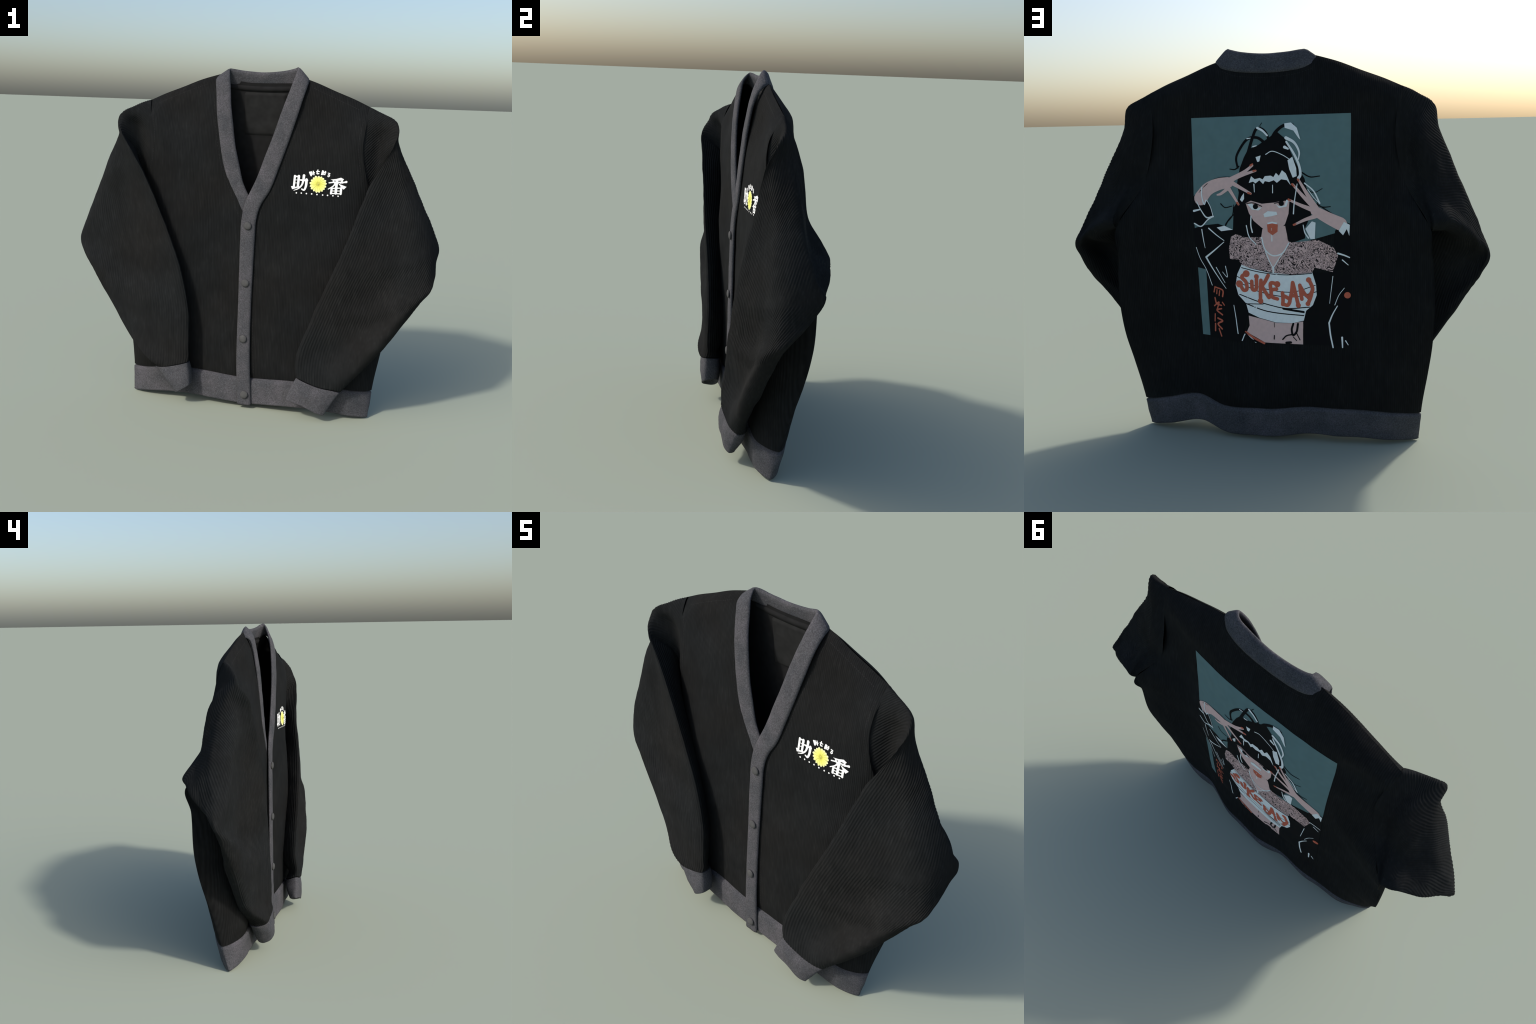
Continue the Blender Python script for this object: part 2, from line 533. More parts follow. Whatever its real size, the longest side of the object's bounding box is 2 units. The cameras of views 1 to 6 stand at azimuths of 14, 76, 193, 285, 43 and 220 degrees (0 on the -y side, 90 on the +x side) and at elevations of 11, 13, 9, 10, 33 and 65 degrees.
# close the two free ends by drawing the last ring in
for k_, j_ in ((0, 1), (-1, -2)):
    c_ = R[k_].mean(0)
    ring = c_ + (R[k_] - c_) * np.array((0.02, 0.02, 0.02))
    R = np.concatenate([[ring], R], 0) if k_ == 0 else np.concatenate([R, [ring]], 0)
placket, neck = split_band(R, cut + 1)

# covered buttons
def button_mesh():
    bm = bmesh.new()
    prof = [(0.0, 0.0125), (0.006, 0.0123), (0.011, 0.0112), (0.015, 0.0092), (0.0172, 0.0062), (0.0176, 0.003), (0.0165, 0.0), (0.012, -0.003)]
    n = 28
    rings = []
    for r, h in prof:
        if r == 0:
            rings.append([bm.verts.new((0, -h, 0))])
        else:
            rings.append([bm.verts.new((r * math.cos(2 * math.pi * k / n), -h, r * math.sin(2 * math.pi * k / n))) for k in range(n)])
    for k in range(n):
        bm.faces.new((rings[0][0], rings[1][(k + 1) % n], rings[1][k]))
    for a, b in zip(rings[1:-1], rings[2:]):
        for k in range(n):
            bm.faces.new((a[k], a[(k + 1) % n], b[(k + 1) % n], b[k]))
    bm.normal_update()
    bmesh.ops.recalc_face_normals(bm, faces=bm.faces)
    me = bpy.data.meshes.new("button")
    bm.to_mesh(me)
    return me


bme = button_mesh()
first_button = add_obj("button", bme, M_BUTTON, placket)
for k, (x, z) in enumerate([(-0.007, 1.031), (-0.010, 0.717), (-0.012, 0.403), (0.004, 0.082)]):
    ob = first_button if k == 0 else first_button.copy()
    if k:
        bpy.context.scene.collection.objects.link(ob)
    ob.location = (x, -0.1025, z)
    ob.scale = (1.27 * random.uniform(0.97, 1.03), 0.85, 1.27 * random.uniform(0.97, 1.03))
    ob.rotation_euler = (random.uniform(-0.08, 0.08), random.uniform(0, 6), random.uniform(-0.06, 0.06))

# ---------------------------------------------------------------- sleeves
# rails: outer top A, front panel Fa Fb, inner front fold D, behind it E, crook U, lip L, rear ridge R, back panel Ba Bb
SL_P = [
 [(0.598,0,1.678),(0.585,-0.045,1.6),(0.57,-0.062,1.46),(0.588,-0.05,1.33),(0.64,0.01,1.19),(0.7,0.11,1.055),(0.725,0.165,1.05),(0.725,0.172,1.075),(0.62,0.1,1.25),(0.57,0.092,1.46)],
 [(0.672,-0.008,1.648),(0.668,-0.03,1.6),(0.662,-0.02,1.53),(0.657,-0.01,1.42),(0.662,0,1.28),(0.712,0.09,1.075),(0.735,0.16,1.045),(0.738,0.184,1.074),(0.665,0.11,1.25),(0.632,0.085,1.465)],
 [(0.739,-0.018,1.606),(0.75,-0.05,1.582),(0.75,-0.07,1.54),(0.735,-0.088,1.49),(0.695,0,1.36),(0.728,0.06,1.09),(0.745,0.15,1.04),(0.752,0.19,1.072),(0.712,0.095,1.24),(0.69,0.058,1.46)],
 [(0.758,-0.008,1.498),(0.756,-0.068,1.47),(0.725,-0.098,1.43),(0.69,-0.108,1.385),(0.69,-0.02,1.29),(0.745,0.04,1.075),(0.78,0.14,1.032),(0.785,0.185,1.07),(0.755,0.085,1.2),(0.745,0.05,1.39)],
 [(0.812,0.012,1.365),(0.785,-0.062,1.335),(0.71,-0.1,1.3),(0.628,-0.115,1.273),(0.665,-0.04,1.22),(0.755,0.02,1.06),(0.815,0.125,1.022),(0.82,0.178,1.062),(0.8,0.085,1.15),(0.8,0.05,1.29)],
 [(0.89,0.03,1.2),(0.845,-0.065,1.15),(0.71,-0.11,1.09),(0.549,-0.15,1.03),(0.61,-0.055,1),(0.77,-0.01,0.99),(0.88,0.11,0.985),(0.892,0.155,1.026),(0.885,0.075,1.085),(0.885,0.05,1.155)],
 [(0.945,0.055,1.08),(0.9,-0.06,1.03),(0.73,-0.115,0.975),(0.512,-0.16,0.93),(0.58,-0.055,0.905),(0.76,-0.05,0.92),(0.915,0,0.948),(0.94,0.13,0.99),(0.945,0.085,1.02),(0.945,0.065,1.055)],
 [(0.998,0.09,0.945),(0.945,-0.05,0.92),(0.75,-0.115,0.865),(0.475,-0.167,0.83),(0.56,-0.055,0.81),(0.75,-0.07,0.85),(0.93,-0.06,0.9),(0.965,0.108,0.95),(0.985,0.115,0.97),(0.996,0.105,0.962)],
 [(0.988,0.065,0.885),(0.945,-0.06,0.86),(0.74,-0.105,0.79),(0.44,-0.17,0.745),(0.53,-0.055,0.72),(0.73,-0.085,0.765),(0.9,-0.08,0.835),(0.955,0.05,0.875),(0.975,0.07,0.888),(0.985,0.072,0.888)],
 [(0.983,-0.015,0.805),(0.935,-0.085,0.775),(0.7,-0.11,0.69),(0.4,-0.172,0.64),(0.49,-0.055,0.61),(0.7,-0.06,0.66),(0.85,-0.085,0.73),(0.935,-0.018,0.785),(0.96,0,0.8),(0.977,0.002,0.806)],
 [(0.969,-0.06,0.747),(0.92,-0.11,0.72),(0.68,-0.125,0.62),(0.376,-0.172,0.572),(0.465,-0.055,0.54),(0.66,-0.065,0.59),(0.8,-0.065,0.655),(0.9,-0.045,0.72),(0.94,-0.038,0.74),(0.96,-0.042,0.747)],
 [(0.93,-0.077,0.691),(0.87,-0.13,0.655),(0.64,-0.125,0.545),(0.352,-0.172,0.508),(0.44,-0.055,0.47),(0.62,-0.065,0.525),(0.75,-0.068,0.585),(0.85,-0.062,0.645),(0.9,-0.055,0.675),(0.922,-0.06,0.69)],
 [(0.752,-0.135,0.434),(0.7,-0.168,0.42),(0.52,-0.142,0.372),(0.307,-0.176,0.38),(0.375,-0.08,0.335),(0.5,-0.085,0.345),(0.6,-0.085,0.372),(0.68,-0.09,0.4),(0.72,-0.098,0.42),(0.742,-0.108,0.432)],
 [(0.64,-0.146,0.292),(0.6,-0.17,0.28),(0.455,-0.178,0.265),(0.3,-0.188,0.29),(0.35,-0.125,0.255),(0.44,-0.106,0.248),(0.52,-0.104,0.258),(0.58,-0.108,0.272),(0.612,-0.115,0.284),(0.632,-0.126,0.291)],
 [(0.545,-0.146,0.178),(0.51,-0.172,0.19),(0.42,-0.184,0.205),(0.308,-0.184,0.244),(0.335,-0.115,0.215),(0.4,-0.093,0.196),(0.45,-0.088,0.184),(0.5,-0.093,0.178),(0.525,-0.104,0.176),(0.54,-0.122,0.176)],
]
CUFF_P = [
 [(0.538,-0.146,0.172),(0.505,-0.166,0.185),(0.415,-0.184,0.2),(0.308,-0.18,0.238),(0.33,-0.115,0.21),(0.4,-0.095,0.19),(0.45,-0.09,0.178),(0.495,-0.095,0.172),(0.52,-0.106,0.17),(0.534,-0.124,0.17)],
 [(0.505,-0.156,0.12),(0.475,-0.18,0.128),(0.385,-0.196,0.15),(0.278,-0.188,0.178),(0.3,-0.122,0.165),(0.37,-0.105,0.138),(0.42,-0.1,0.122),(0.465,-0.105,0.114),(0.49,-0.115,0.114),(0.502,-0.13,0.117)],
 [(0.462,-0.172,0.046),(0.435,-0.186,0.055),(0.35,-0.192,0.092),(0.256,-0.186,0.118),(0.272,-0.152,0.112),(0.335,-0.13,0.088),(0.385,-0.128,0.064),(0.425,-0.132,0.048),(0.448,-0.14,0.042),(0.46,-0.162,0.043)],
]
SL_N = [
 [(-0.598,0,1.678),(-0.585,-0.05,1.6),(-0.57,-0.062,1.46),(-0.588,-0.05,1.33),(-0.64,0.01,1.19),(-0.7,0.11,1.055),(-0.725,0.165,1.05),(-0.725,0.172,1.075),(-0.62,0.1,1.25),(-0.575,0.08,1.46)],
 [(-0.672,-0.06,1.644),(-0.668,-0.078,1.6),(-0.658,-0.045,1.53),(-0.652,-0.03,1.42),(-0.655,0,1.28),(-0.712,0.09,1.075),(-0.735,0.16,1.045),(-0.738,0.184,1.076),(-0.665,0.1,1.25),(-0.635,0.06,1.465)],
 [(-0.739,-0.098,1.592),(-0.744,-0.112,1.57),(-0.73,-0.138,1.535),(-0.705,-0.148,1.49),(-0.665,-0.02,1.36),(-0.725,0.06,1.09),(-0.745,0.15,1.04),(-0.752,0.19,1.078),(-0.71,0.09,1.24),(-0.69,0.058,1.45)],
 [(-0.763,-0.055,1.49),(-0.752,-0.095,1.475),(-0.7,-0.14,1.42),(-0.635,-0.158,1.375),(-0.64,-0.03,1.28),(-0.735,0.03,1.075),(-0.78,0.14,1.04),(-0.79,0.182,1.084),(-0.755,0.1,1.2),(-0.748,0.048,1.38)],
 [(-0.816,-0.03,1.358),(-0.798,-0.114,1.345),(-0.69,-0.125,1.29),(-0.565,-0.166,1.265),(-0.6,-0.055,1.2),(-0.74,0.01,1.06),(-0.815,0.12,1.04),(-0.825,0.163,1.086),(-0.8,0.098,1.165),(-0.803,0.04,1.27)],
 [(-0.89,-0.015,1.187),(-0.858,-0.108,1.182),(-0.7,-0.11,1.09),(-0.462,-0.166,1.04),(-0.53,-0.055,1),(-0.73,-0.02,1),(-0.875,0.065,0.99),(-0.898,0.11,1.035),(-0.89,0.075,1.085),(-0.89,0.03,1.14)],
 [(-0.957,-0.04,1.015),(-0.925,-0.096,1.008),(-0.71,-0.105,0.94),(-0.412,-0.163,0.91),(-0.49,-0.055,0.88),(-0.71,-0.045,0.89),(-0.905,-0.03,0.92),(-0.945,0.04,0.975),(-0.95,0.025,0.99),(-0.955,-0.01,1.005)],
 [(-0.998,-0.058,0.885),(-0.96,-0.088,0.872),(-0.72,-0.105,0.82),(-0.368,-0.16,0.79),(-0.45,-0.055,0.77),(-0.69,-0.06,0.79),(-0.915,-0.07,0.862),(-0.975,-0.038,0.905),(-0.988,-0.022,0.915),(-0.996,-0.038,0.908)],
 [(-0.965,-0.075,0.815),(-0.92,-0.115,0.795),(-0.69,-0.118,0.72),(-0.34,-0.158,0.68),(-0.42,-0.055,0.66),(-0.65,-0.065,0.695),(-0.86,-0.075,0.765),(-0.935,-0.062,0.795),(-0.953,-0.06,0.808),(-0.962,-0.066,0.815)],
 [(-0.92,-0.085,0.742),(-0.87,-0.12,0.72),(-0.64,-0.148,0.64),(-0.322,-0.158,0.6),(-0.4,-0.055,0.575),(-0.6,-0.068,0.61),(-0.79,-0.062,0.675),(-0.88,-0.055,0.72),(-0.905,-0.07,0.735),(-0.916,-0.077,0.741)],
 [(-0.87,-0.092,0.668),(-0.82,-0.125,0.64),(-0.58,-0.158,0.56),(-0.312,-0.158,0.52),(-0.39,-0.055,0.49),(-0.56,-0.07,0.525),(-0.74,-0.055,0.585),(-0.81,-0.05,0.625),(-0.845,-0.052,0.65),(-0.862,-0.062,0.664)],
 [(-0.672,-0.116,0.36),(-0.63,-0.142,0.345),(-0.47,-0.158,0.33),(-0.31,-0.162,0.34),(-0.36,-0.08,0.32),(-0.47,-0.08,0.318),(-0.56,-0.058,0.325),(-0.615,-0.062,0.335),(-0.645,-0.07,0.348),(-0.664,-0.085,0.357)],
 [(-0.58,-0.135,0.27),(-0.545,-0.178,0.262),(-0.44,-0.172,0.262),(-0.308,-0.16,0.29),(-0.34,-0.104,0.272),(-0.43,-0.072,0.258),(-0.49,-0.07,0.255),(-0.53,-0.076,0.258),(-0.556,-0.088,0.263),(-0.572,-0.108,0.268)],
 [(-0.518,-0.138,0.212),(-0.48,-0.175,0.214),(-0.41,-0.18,0.226),(-0.312,-0.168,0.256),(-0.33,-0.098,0.246),(-0.4,-0.07,0.226),(-0.45,-0.07,0.216),(-0.48,-0.078,0.211),(-0.5,-0.093,0.209),(-0.513,-0.114,0.21)],
]
CUFF_N = [
 [(-.512,-.135,.205),(-.478,-.170,.210),(-.408,-.178,.222),(-.314,-.165,.250),(-.320,-.100,.243),(-.400,-.072,.222),(-.450,-.072,.210),(-.480,-.080,.205),(-.500,-.095,.202),(-.510,-.115,.202)],
 [(-.450,-.140,.138),(-.425,-.178,.148),(-.370,-.187,.166),(-.303,-.170,.192),(-.303,-.104,.185),(-.360,-.075,.165),(-.400,-.074,.150),(-.425,-.082,.140),(-.440,-.096,.136),(-.449,-.118,.135)],
 [(-.388,-.138,.062),(-.370,-.174,.078),(-.335,-.187,.102),(-.296,-.172,.128),(-.296,-.114,.130),(-.325,-.088,.112),(-.350,-.086,.092),(-.368,-.092,.075),(-.380,-.102,.064),(-.387,-.120,.060)],
]


def loft(ctrl, n_along, n_round, first=0):
    """surface through stations x rails; every ring resampled evenly, starting at rail `first`"""
    C = np.array(ctrl, float)
    A = catmull(C, n_along)                         # (stations', rails, 3)
    A = np.roll(A, -first, axis=1)
    Rg = catmull(np.swapaxes(A, 0, 1), 14, True)    # (round, stations', 3)
    Rg = np.swapaxes(Rg, 0, 1)
    out, arc = [], []
    for ring in Rg:
        cl = np.vstack([ring, ring[:1]])
        L = np.concatenate([[0], np.cumsum(np.linalg.norm(np.diff(cl, axis=0), axis=1))])
        t = np.linspace(0, L[-1], n_round, endpoint=False)
        out.append(np.stack([np.interp(t, L, cl[:, q]) for q in range(3)], 1))
        arc.append(t)
    return np.array(out), np.array(arc)


def ring_normals(G):
    du = np.roll(G, -1, 1) - np.roll(G, 1, 1)
    dv = np.gradient(G, axis=0)
    n = np.cross(du, dv)
    return n / np.maximum(np.linalg.norm(n, axis=-1, keepdims=True), 1e-9)


WALE = 0.0150


def sleeve(sign, ctrl, cuff, mat, seed):
    G, arc = loft(ctrl, 15, 460, first=3)
    nv, nu = G.shape[:2]
    N = ring_normals(G) * sign
    N = N if (N[nv // 2, nu - 60, 1] < 0) else -N      # outward: the front panel faces -y
    D = np.zeros((nv, nu))
    for j in range(nv):
        e = min(1, j / 10, (nv - 1 - j) / 6)
        for i in range(nu):
            p = G[j, i]
            D[j, i] = e * (fbm(p, 3.5, seed) * 0.006 + fbm(p, 9, seed + 2) * 0.0022)
    # corduroy wales: ridges that run along the arm, counted from the inner front fold
    edge = np.clip(np.arange(nv) / 4.0, 0, 1)[:, None]
    span = arc[:, -1:] + arc[:, 1:2]
    arc = np.where(arc > span / 2, arc - span, arc)      # signed distance from the fold
    wob = 0.12 * np.sin(arc * 9 + seed)
    D += edge * 0.0011 * np.cos(2 * math.pi * (arc / WALE + wob))
    G = G + N * D[..., None]
    f = grid_faces(nu, nv, True)
    f.append(tuple((nv - 1) * nu + i for i in range(nu)))
    if sign > 0:
        f = [tuple(reversed(q)) for q in f]
    ob = add_obj("sleeve", mesh_of("sleeve", G.reshape(-1, 3), f), mat)
    # rib cuff with a hollow, folded-in end
    Cg, _ = loft(cuff, 12, 150)
    last = Cg[-1]
    cen = last.mean(0)
    prev = Cg[-2].mean(0)
    ax = (cen - prev) / np.linalg.norm(cen - prev)
    extra = []
    for k, (sh, ad) in enumerate([(0.97, 0.003), (0.86, 0.004), (0.74, 0.0), (0.70, -0.03)]):
        extra.append(cen + (last - cen) * sh + ax * ad)
    Cg = np.concatenate([Cg, np.array(extra)], 0)
    for j in range(Cg.shape[0] - 2):
        for i in range(Cg.shape[1]):
            p = Cg[j, i]
            Cg[j, i, 1] += 0.003 * fbm(p, 13, seed + 6)
    tube_obj("cuff", Cg, M_KNIT, ob, True, flip=(sign > 0))
    return ob, G


sleeve_p, GP = sleeve(1, SL_P, CUFF_P, M_SLEEVE, 2.0)
sleeve_n, GN = sleeve(-1, SL_N, CUFF_N, M_SLEEVE, 6.0)
#PRINTS#
# ---------------------------------------------------------------- prints
bpy.context.view_layer.update()


def tree(ob):
    me = ob.data
    return BVHTree.FromPolygons([v.co for v in me.vertices], [tuple(p.vertices) for p in me.polygons])


BT_BACK, BT_FRONT = tree(back), tree(front_p)
LIFT = 0.0


def lay(x, z, side, lift):
    """height of the cloth under (x, z), seen from the back (+1) or the front (-1)"""
    t = BT_BACK if side > 0 else BT_FRONT
    hit = t.ray_cast(Vector((x, side * 1.0, z)), Vector((0, -side, 0)))
    y = hit[0].y if hit[0] is not None else 0.0
    return (x, y + side * lift, z)


class Ink:
    """collects flat shapes of one colour and lays them on the cloth as a thin printed film"""
    count = 0

    def __init__(self, side, base):
        self.side, self.base = side, base
        self.v, self.f = [], []

    def _lift(self):
        Ink.count += 1
        return self.base + 0.000012 * (Ink.count % 40)

    def poly(self, pts, cell=0.022):
        bm = bmesh.new()
        bm.faces.new([bm.verts.new((x, 0, z)) for x, z in pts])
        bmesh.ops.triangulate(bm, faces=bm.faces[:])
        xs, zs = [p[0] for p in pts], [p[1] for p in pts]
        for lo, hi, no in ((min(xs), max(xs), (1, 0, 0)), (min(zs), max(zs), (0, 0, 1))):
            k = math.ceil(lo / cell) * cell
            while k < hi:
                co = (k, 0, 0) if no[0] else (0, 0, k)
                bmesh.ops.bisect_plane(bm, geom=bm.verts[:] + bm.edges[:] + bm.faces[:], plane_co=co, plane_no=no)
                k += cell
        lf, b = self._lift(), len(self.v)
        bm.verts.index_update()
        self.v += [lay(v.co.x, v.co.z, self.side, lf) for v in bm.verts]
        for f in bm.faces:
            q = [b + v.index for v in f.verts]
            ny = f.normal.y
            self.f.append(tuple(q) if ny * self.side > 0 else tuple(reversed(q)))
        bm.free()

    def stroke(self, pts, w0, w1=None, smooth=True, cap=True):
        w1 = w0 if w1 is None else w1
        P = np.array([(x, 0, z) for x, z in pts], float)
        P = catmull(P, 7) if smooth and len(P) > 2 else np.array([P[0] + (P[-1] - P[0]) * t for t in np.linspace(0, 1, 6)]) if len(P) == 2 else P
        T = np.gradient(P, axis=0)
        T /= np.maximum(np.linalg.norm(T, axis=1, keepdims=True), 1e-9)
        Nn = np.stack([-T[:, 2], 0 * T[:, 0], T[:, 0]], 1)
        W = np.linspace(w0, w1, len(P)) / 2
        rows = [(p + n * w, p - n * w) for p, n, w in zip(P, Nn, W)]
        if cap:   # rounded ends
            head, tail = [], []
            for a in (80, 55, 30):
                c, s_ = math.cos(math.radians(a)), math.sin(math.radians(a))
                head.append((P[0] - T[0] * W[0] * s_ + Nn[0] * W[0] * c, P[0] - T[0] * W[0] * s_ - Nn[0] * W[0] * c))
                tail.append((P[-1] + T[-1] * W[-1] * s_ + Nn[-1] * W[-1] * c, P[-1] + T[-1] * W[-1] * s_ - Nn[-1] * W[-1] * c))
            rows = head + rows + tail[::-1]
        lf, b = self._lift(), len(self.v)
        for l, r in rows:
            self.v += [lay(l[0], l[2], self.side, lf), lay(r[0], r[2], self.side, lf)]
        for k in range(len(rows) - 1):
            q = (b + 2 * k, b + 2 * k + 1, b + 2 * k + 3, b + 2 * k + 2)
            self.f.append(q if self.side > 0 else tuple(reversed(q)))

    def disc(self, x, z, r, n=14):
        self.poly([(x + r * math.cos(2 * math.pi * k / n), z + r * math.sin(2 * math.pi * k / n)) for k in range(n)])

    def make(self, name, mat, parent=None):
        return add_obj(name, mesh_of(name, self.v, self.f), mat, parent, smooth=False)


INK_TEAL = plain("teal_ink", (0.118, 0.198, 0.200), 0.8, 0.15, 0.05, 25)
INK_BLACK = plain("black_ink", (0.0062, 0.0062, 0.0068), 0.8, 0.1, 0.05)
INK_WHITE = plain("white_ink", (0.82, 0.86, 0.85), 0.8, 0.15, 0.04)
INK_SKIN = plain("rose_ink", (0.72, 0.50, 0.46), 0.8, 0.15, 0.04)
INK_RED = plain("brick_red_ink", (0.55, 0.135, 0.080), 0.8, 0.15, 0.06)
EMB_WHITE = plain("white_embroidery", (0.93, 0.93, 0.91), 0.8, 0.15, 0.04)


def tattoo_ink():
    m, nt, b = new_mat("patterned_rose_ink")
    L = nt.links.new
    tc = node(nt, "ShaderNodeTexCoord")
    n = node(nt, "ShaderNodeTexNoise", Scale=26.0, Detail=2.5, Distortion=1.4)
    L(tc.outputs["Object"], n.inputs["Vector"])
    sub = node(nt, "ShaderNodeMath", operation="MULTIPLY"); sub.inputs[1].default_value = 9.0
    fr = node(nt, "ShaderNodeMath", operation="FRACT")
    L(n.outputs["Fac"], sub.inputs[0]); L(sub.outputs[0], fr.inputs[0])
    r = ramp(nt, [(0.30, (0.02, 0.015, 0.016)), (0.42, (0.66, 0.46, 0.43))])
    L(fr.outputs[0], r.inputs[0]); L(r.outputs[0], b.inputs["Base Color"])
    b.inputs["Roughness"].default_value = 0.8
    return m


INK_TATTOO = tattoo_ink()


# the printed panel is 1880 x 2666 drawing units; d() takes drawing units to metres on the back
def d(px, py):
    return (0.374 - (px - 195) / 1880 * 0.752, 1.558 - (py - 175) / 2666 * 1.058)


def dd(*pts):
    return [d(*p) for p in pts]


UNIT = 0.752 / 1880
panel = Ink(1, 0.0012)
panel.poly(dd((195, 190), (800, 182), (1400, 178), (2075, 172), (2072, 900), (2068, 1480), (1500, 1640), (800, 1640), (372, 2200), (366, 2796), (266, 2794), (232, 1972), (215, 1500)))
back_print = panel.make("back_print", INK_TEAL)


def ink(layer):
    return Ink(1, 0.0012 + 0.0006 * layer)


k = ink(1)     # black jacket and hair of the plain stand-in figure
k.poly(dd((205, 1490), (330, 1450), (520, 1425), (640, 1465), (770, 1530), (840, 1850), (860, 2500), (760, 2845), (366, 2815), (372, 2200), (350, 1985), (232, 1965)))
k.poly(dd((1990, 1390), (2070, 1420), (2066, 2862), (1490, 2852), (1510, 2450), (1600, 2150), (1630, 1990), (1870, 1985), (1935, 1790), (1890, 1640), (1900, 1500)))
k.poly(dd((205, 1110), (270, 1052), (330, 1090), (400, 1160), (462, 1340), (385, 1390), (305, 1462), (210, 1432)))
k.poly(dd((1130, 478), (1180, 450), (1240, 365), (1330, 440), (1420, 640), (1500, 800), (1560, 900), (1590, 1080), (1690, 1230), (1640, 1290), (1555, 1480), (1560, 1585), (1450, 1625), (1380, 1640), (1300, 1720), (960, 1720), (900, 1640), (700, 1600), (735, 1400), (720, 1230), (800, 1120), (765, 960), (800, 780), (850, 650), (900, 560), (1010, 520)))
hair_back = k.make("hair_print", INK_BLACK, back_print)
k = ink(1.5)
for pts, w in [(((1110, 500), (1010, 430), (900, 440), (800, 560), (757, 660), (775, 770)), 34), (((900, 600), (950, 440), (1000, 330), (1060, 330), (1120, 390), (1145, 490)), 36),
               (((1165, 470), (1230, 360), (1330, 290), (1420, 290)), 42), (((790, 755), (740, 790), (680, 785)), 16), (((1530, 830), (1620, 880), (1730, 872)), 16),
               (((560, 1190), (610, 1232), (700, 1215)), 14), (((1690, 1190), (1760, 1225), (1850, 1222)), 14), (((615, 1440), (660, 1370), (745, 1290)), 18),
               (((1560, 1000), (1660, 1060), (1760, 1015)), 10), (((1600, 1200), (1680, 1130), (1720, 1220)), 10), (((620, 1420), (700, 1330), (720, 1200)), 12),
               (((1060, 262), (1040, 300), (1100, 360), (1140, 440)), 8)]:
    k.stroke(dd(*pts), w * UNIT, w * UNIT * 0.7)
k.make("hair_lock_print", INK_BLACK, back_print)

k = ink(2)     # rose areas
k.poly(dd((868, 1180), (930, 1150), (1060, 1185), (1200, 1172), (1300, 1152), (1385, 1150), (1372, 1300), (1330, 1420), (1255, 1495), (1180, 1545), (1085, 1490), (960, 1385), (905, 1295)))
k.poly(dd((870, 2520), (1000, 2550), (1200, 2600), (1400, 2596), (1522, 2572), (1500, 2700), (1515, 2852), (1060, 2842), (840, 2722), (878, 2640)))
k.make("figure_print", INK_SKIN, back_print)
k = ink(2)
k.poly(dd((650, 1720), (680, 1575), (740, 1545), (850, 1580), (960, 1600), (1040, 1575), (1120, 1600), (1300, 1600), (1400, 1632), (1540, 1622), (1700, 1600), (1880, 1690), (1932, 1792), (1870, 1980), (1665, 1925), (1632, 2000), (1300, 2010), (800, 1925), (770, 1845), (660, 1842)))
k.make("pattern_print", INK_TATTOO, back_print)
k = ink(3)
k.poly(dd((1062, 1480), (1330, 1440), (1335, 1600), (1370, 1650), (1280, 1790), (1185, 1940), (1110, 1790), (1045, 1570)))
# raised forearms and hands, drawn as simple tapered strokes
for pts, a, b_ in [(((300, 1130), (400, 1020), (540, 960), (660, 940)), 165, 125), (((640, 930), (760, 870), (860, 815), (950, 745)), 62, 26), (((650, 930), (800, 865), (990, 805)), 60, 24),
                   (((680, 930), (780, 985), (930, 1068)), 56, 26), (((660, 1000), (710, 1080), (780, 1195)), 46, 24), (((640, 1020), (560, 1075), (520, 1085)), 40, 20),
                   (((1960, 1420), (1820, 1350), (1680, 1270)), 150, 110), (((1690, 1240), (1590, 1080), (1490, 910)), 62, 24), (((1680, 1240), (1560, 1120), (1425, 965)), 58, 26),
                   (((1660, 1260), (1530, 1210), (1380, 1140)), 56, 24), (((1680, 1330), (1560, 1370), (1435, 1428)), 50, 22)]:
    k.stroke(dd(*pts), a * UNIT, b_ * UNIT)
k.make("hand_print", INK_SKIN, back_print)
k = ink(2.5)
for pts, a, b_ in [(((700, 880), (590, 880), (480, 905), (400, 950)), 12, 8), (((250, 1090), (340, 1000), (400, 950)), 10, 8), (((1700, 1190), (1850, 1290), (1990, 1385)), 12, 8)]:
    k.stroke(dd(*pts), a * UNIT, b_ * UNIT)
k.make("outline_print", INK_BLACK, back_print)

k = ink(3.5)   # white areas
k.poly(dd((800, 1905), (900, 1945), (1130, 1992), (1400, 2012), (1638, 1986), (1680, 2130), (1686, 2250), (1640, 2370), (1560, 2440), (1535, 2490), (1530, 2560), (1400, 2594), (1200, 2594), (1000, 2542), (870, 2482), (842, 2370), (750, 2270), (722, 2150), (745, 2020)))
k.make("white_wrap_print", INK_WHITE, back_print)
k = ink(4)
k.poly(dd((910, 945), (938, 868), (980, 902), (1040, 888), (1075, 905), (1100, 868), (1170, 862), (1200, 880), (1230, 832), (1265, 865), (1300, 802), (1345, 838), (1375, 905), (1402, 975), (1355, 915), (1290, 905), (1240, 945), (1205, 915), (1150, 935), (1100, 925), (1080, 958), (1035, 915), (990, 950), (960, 930)))
k.poly(dd((1365, 690), (1420, 650), (1465, 780), (1470, 870), (1425, 888), (1385, 790)))
k.poly(dd((1325, 272), (1400, 264), (1470, 325), (1512, 460), (1490, 440), (1430, 355), (1330, 322)))
k.poly(dd((1565, 1475), (1640, 1388), (1682, 1402), (1672, 1592), (1622, 1592), (1602, 1500)))
k.poly(dd((1942, 1500), (2000, 1398), (2066, 1432), (2060, 1560), (2032, 1480), (1990, 1552), (1970, 1490)))
k.poly(dd((505, 1470), (600, 1447), (705, 1492), (640, 1500), (560, 1512)))
k.poly(dd((1078, 1305), (1130, 1270), (1232, 1278), (1242, 1312), (1170, 1330), (1090, 1342)))
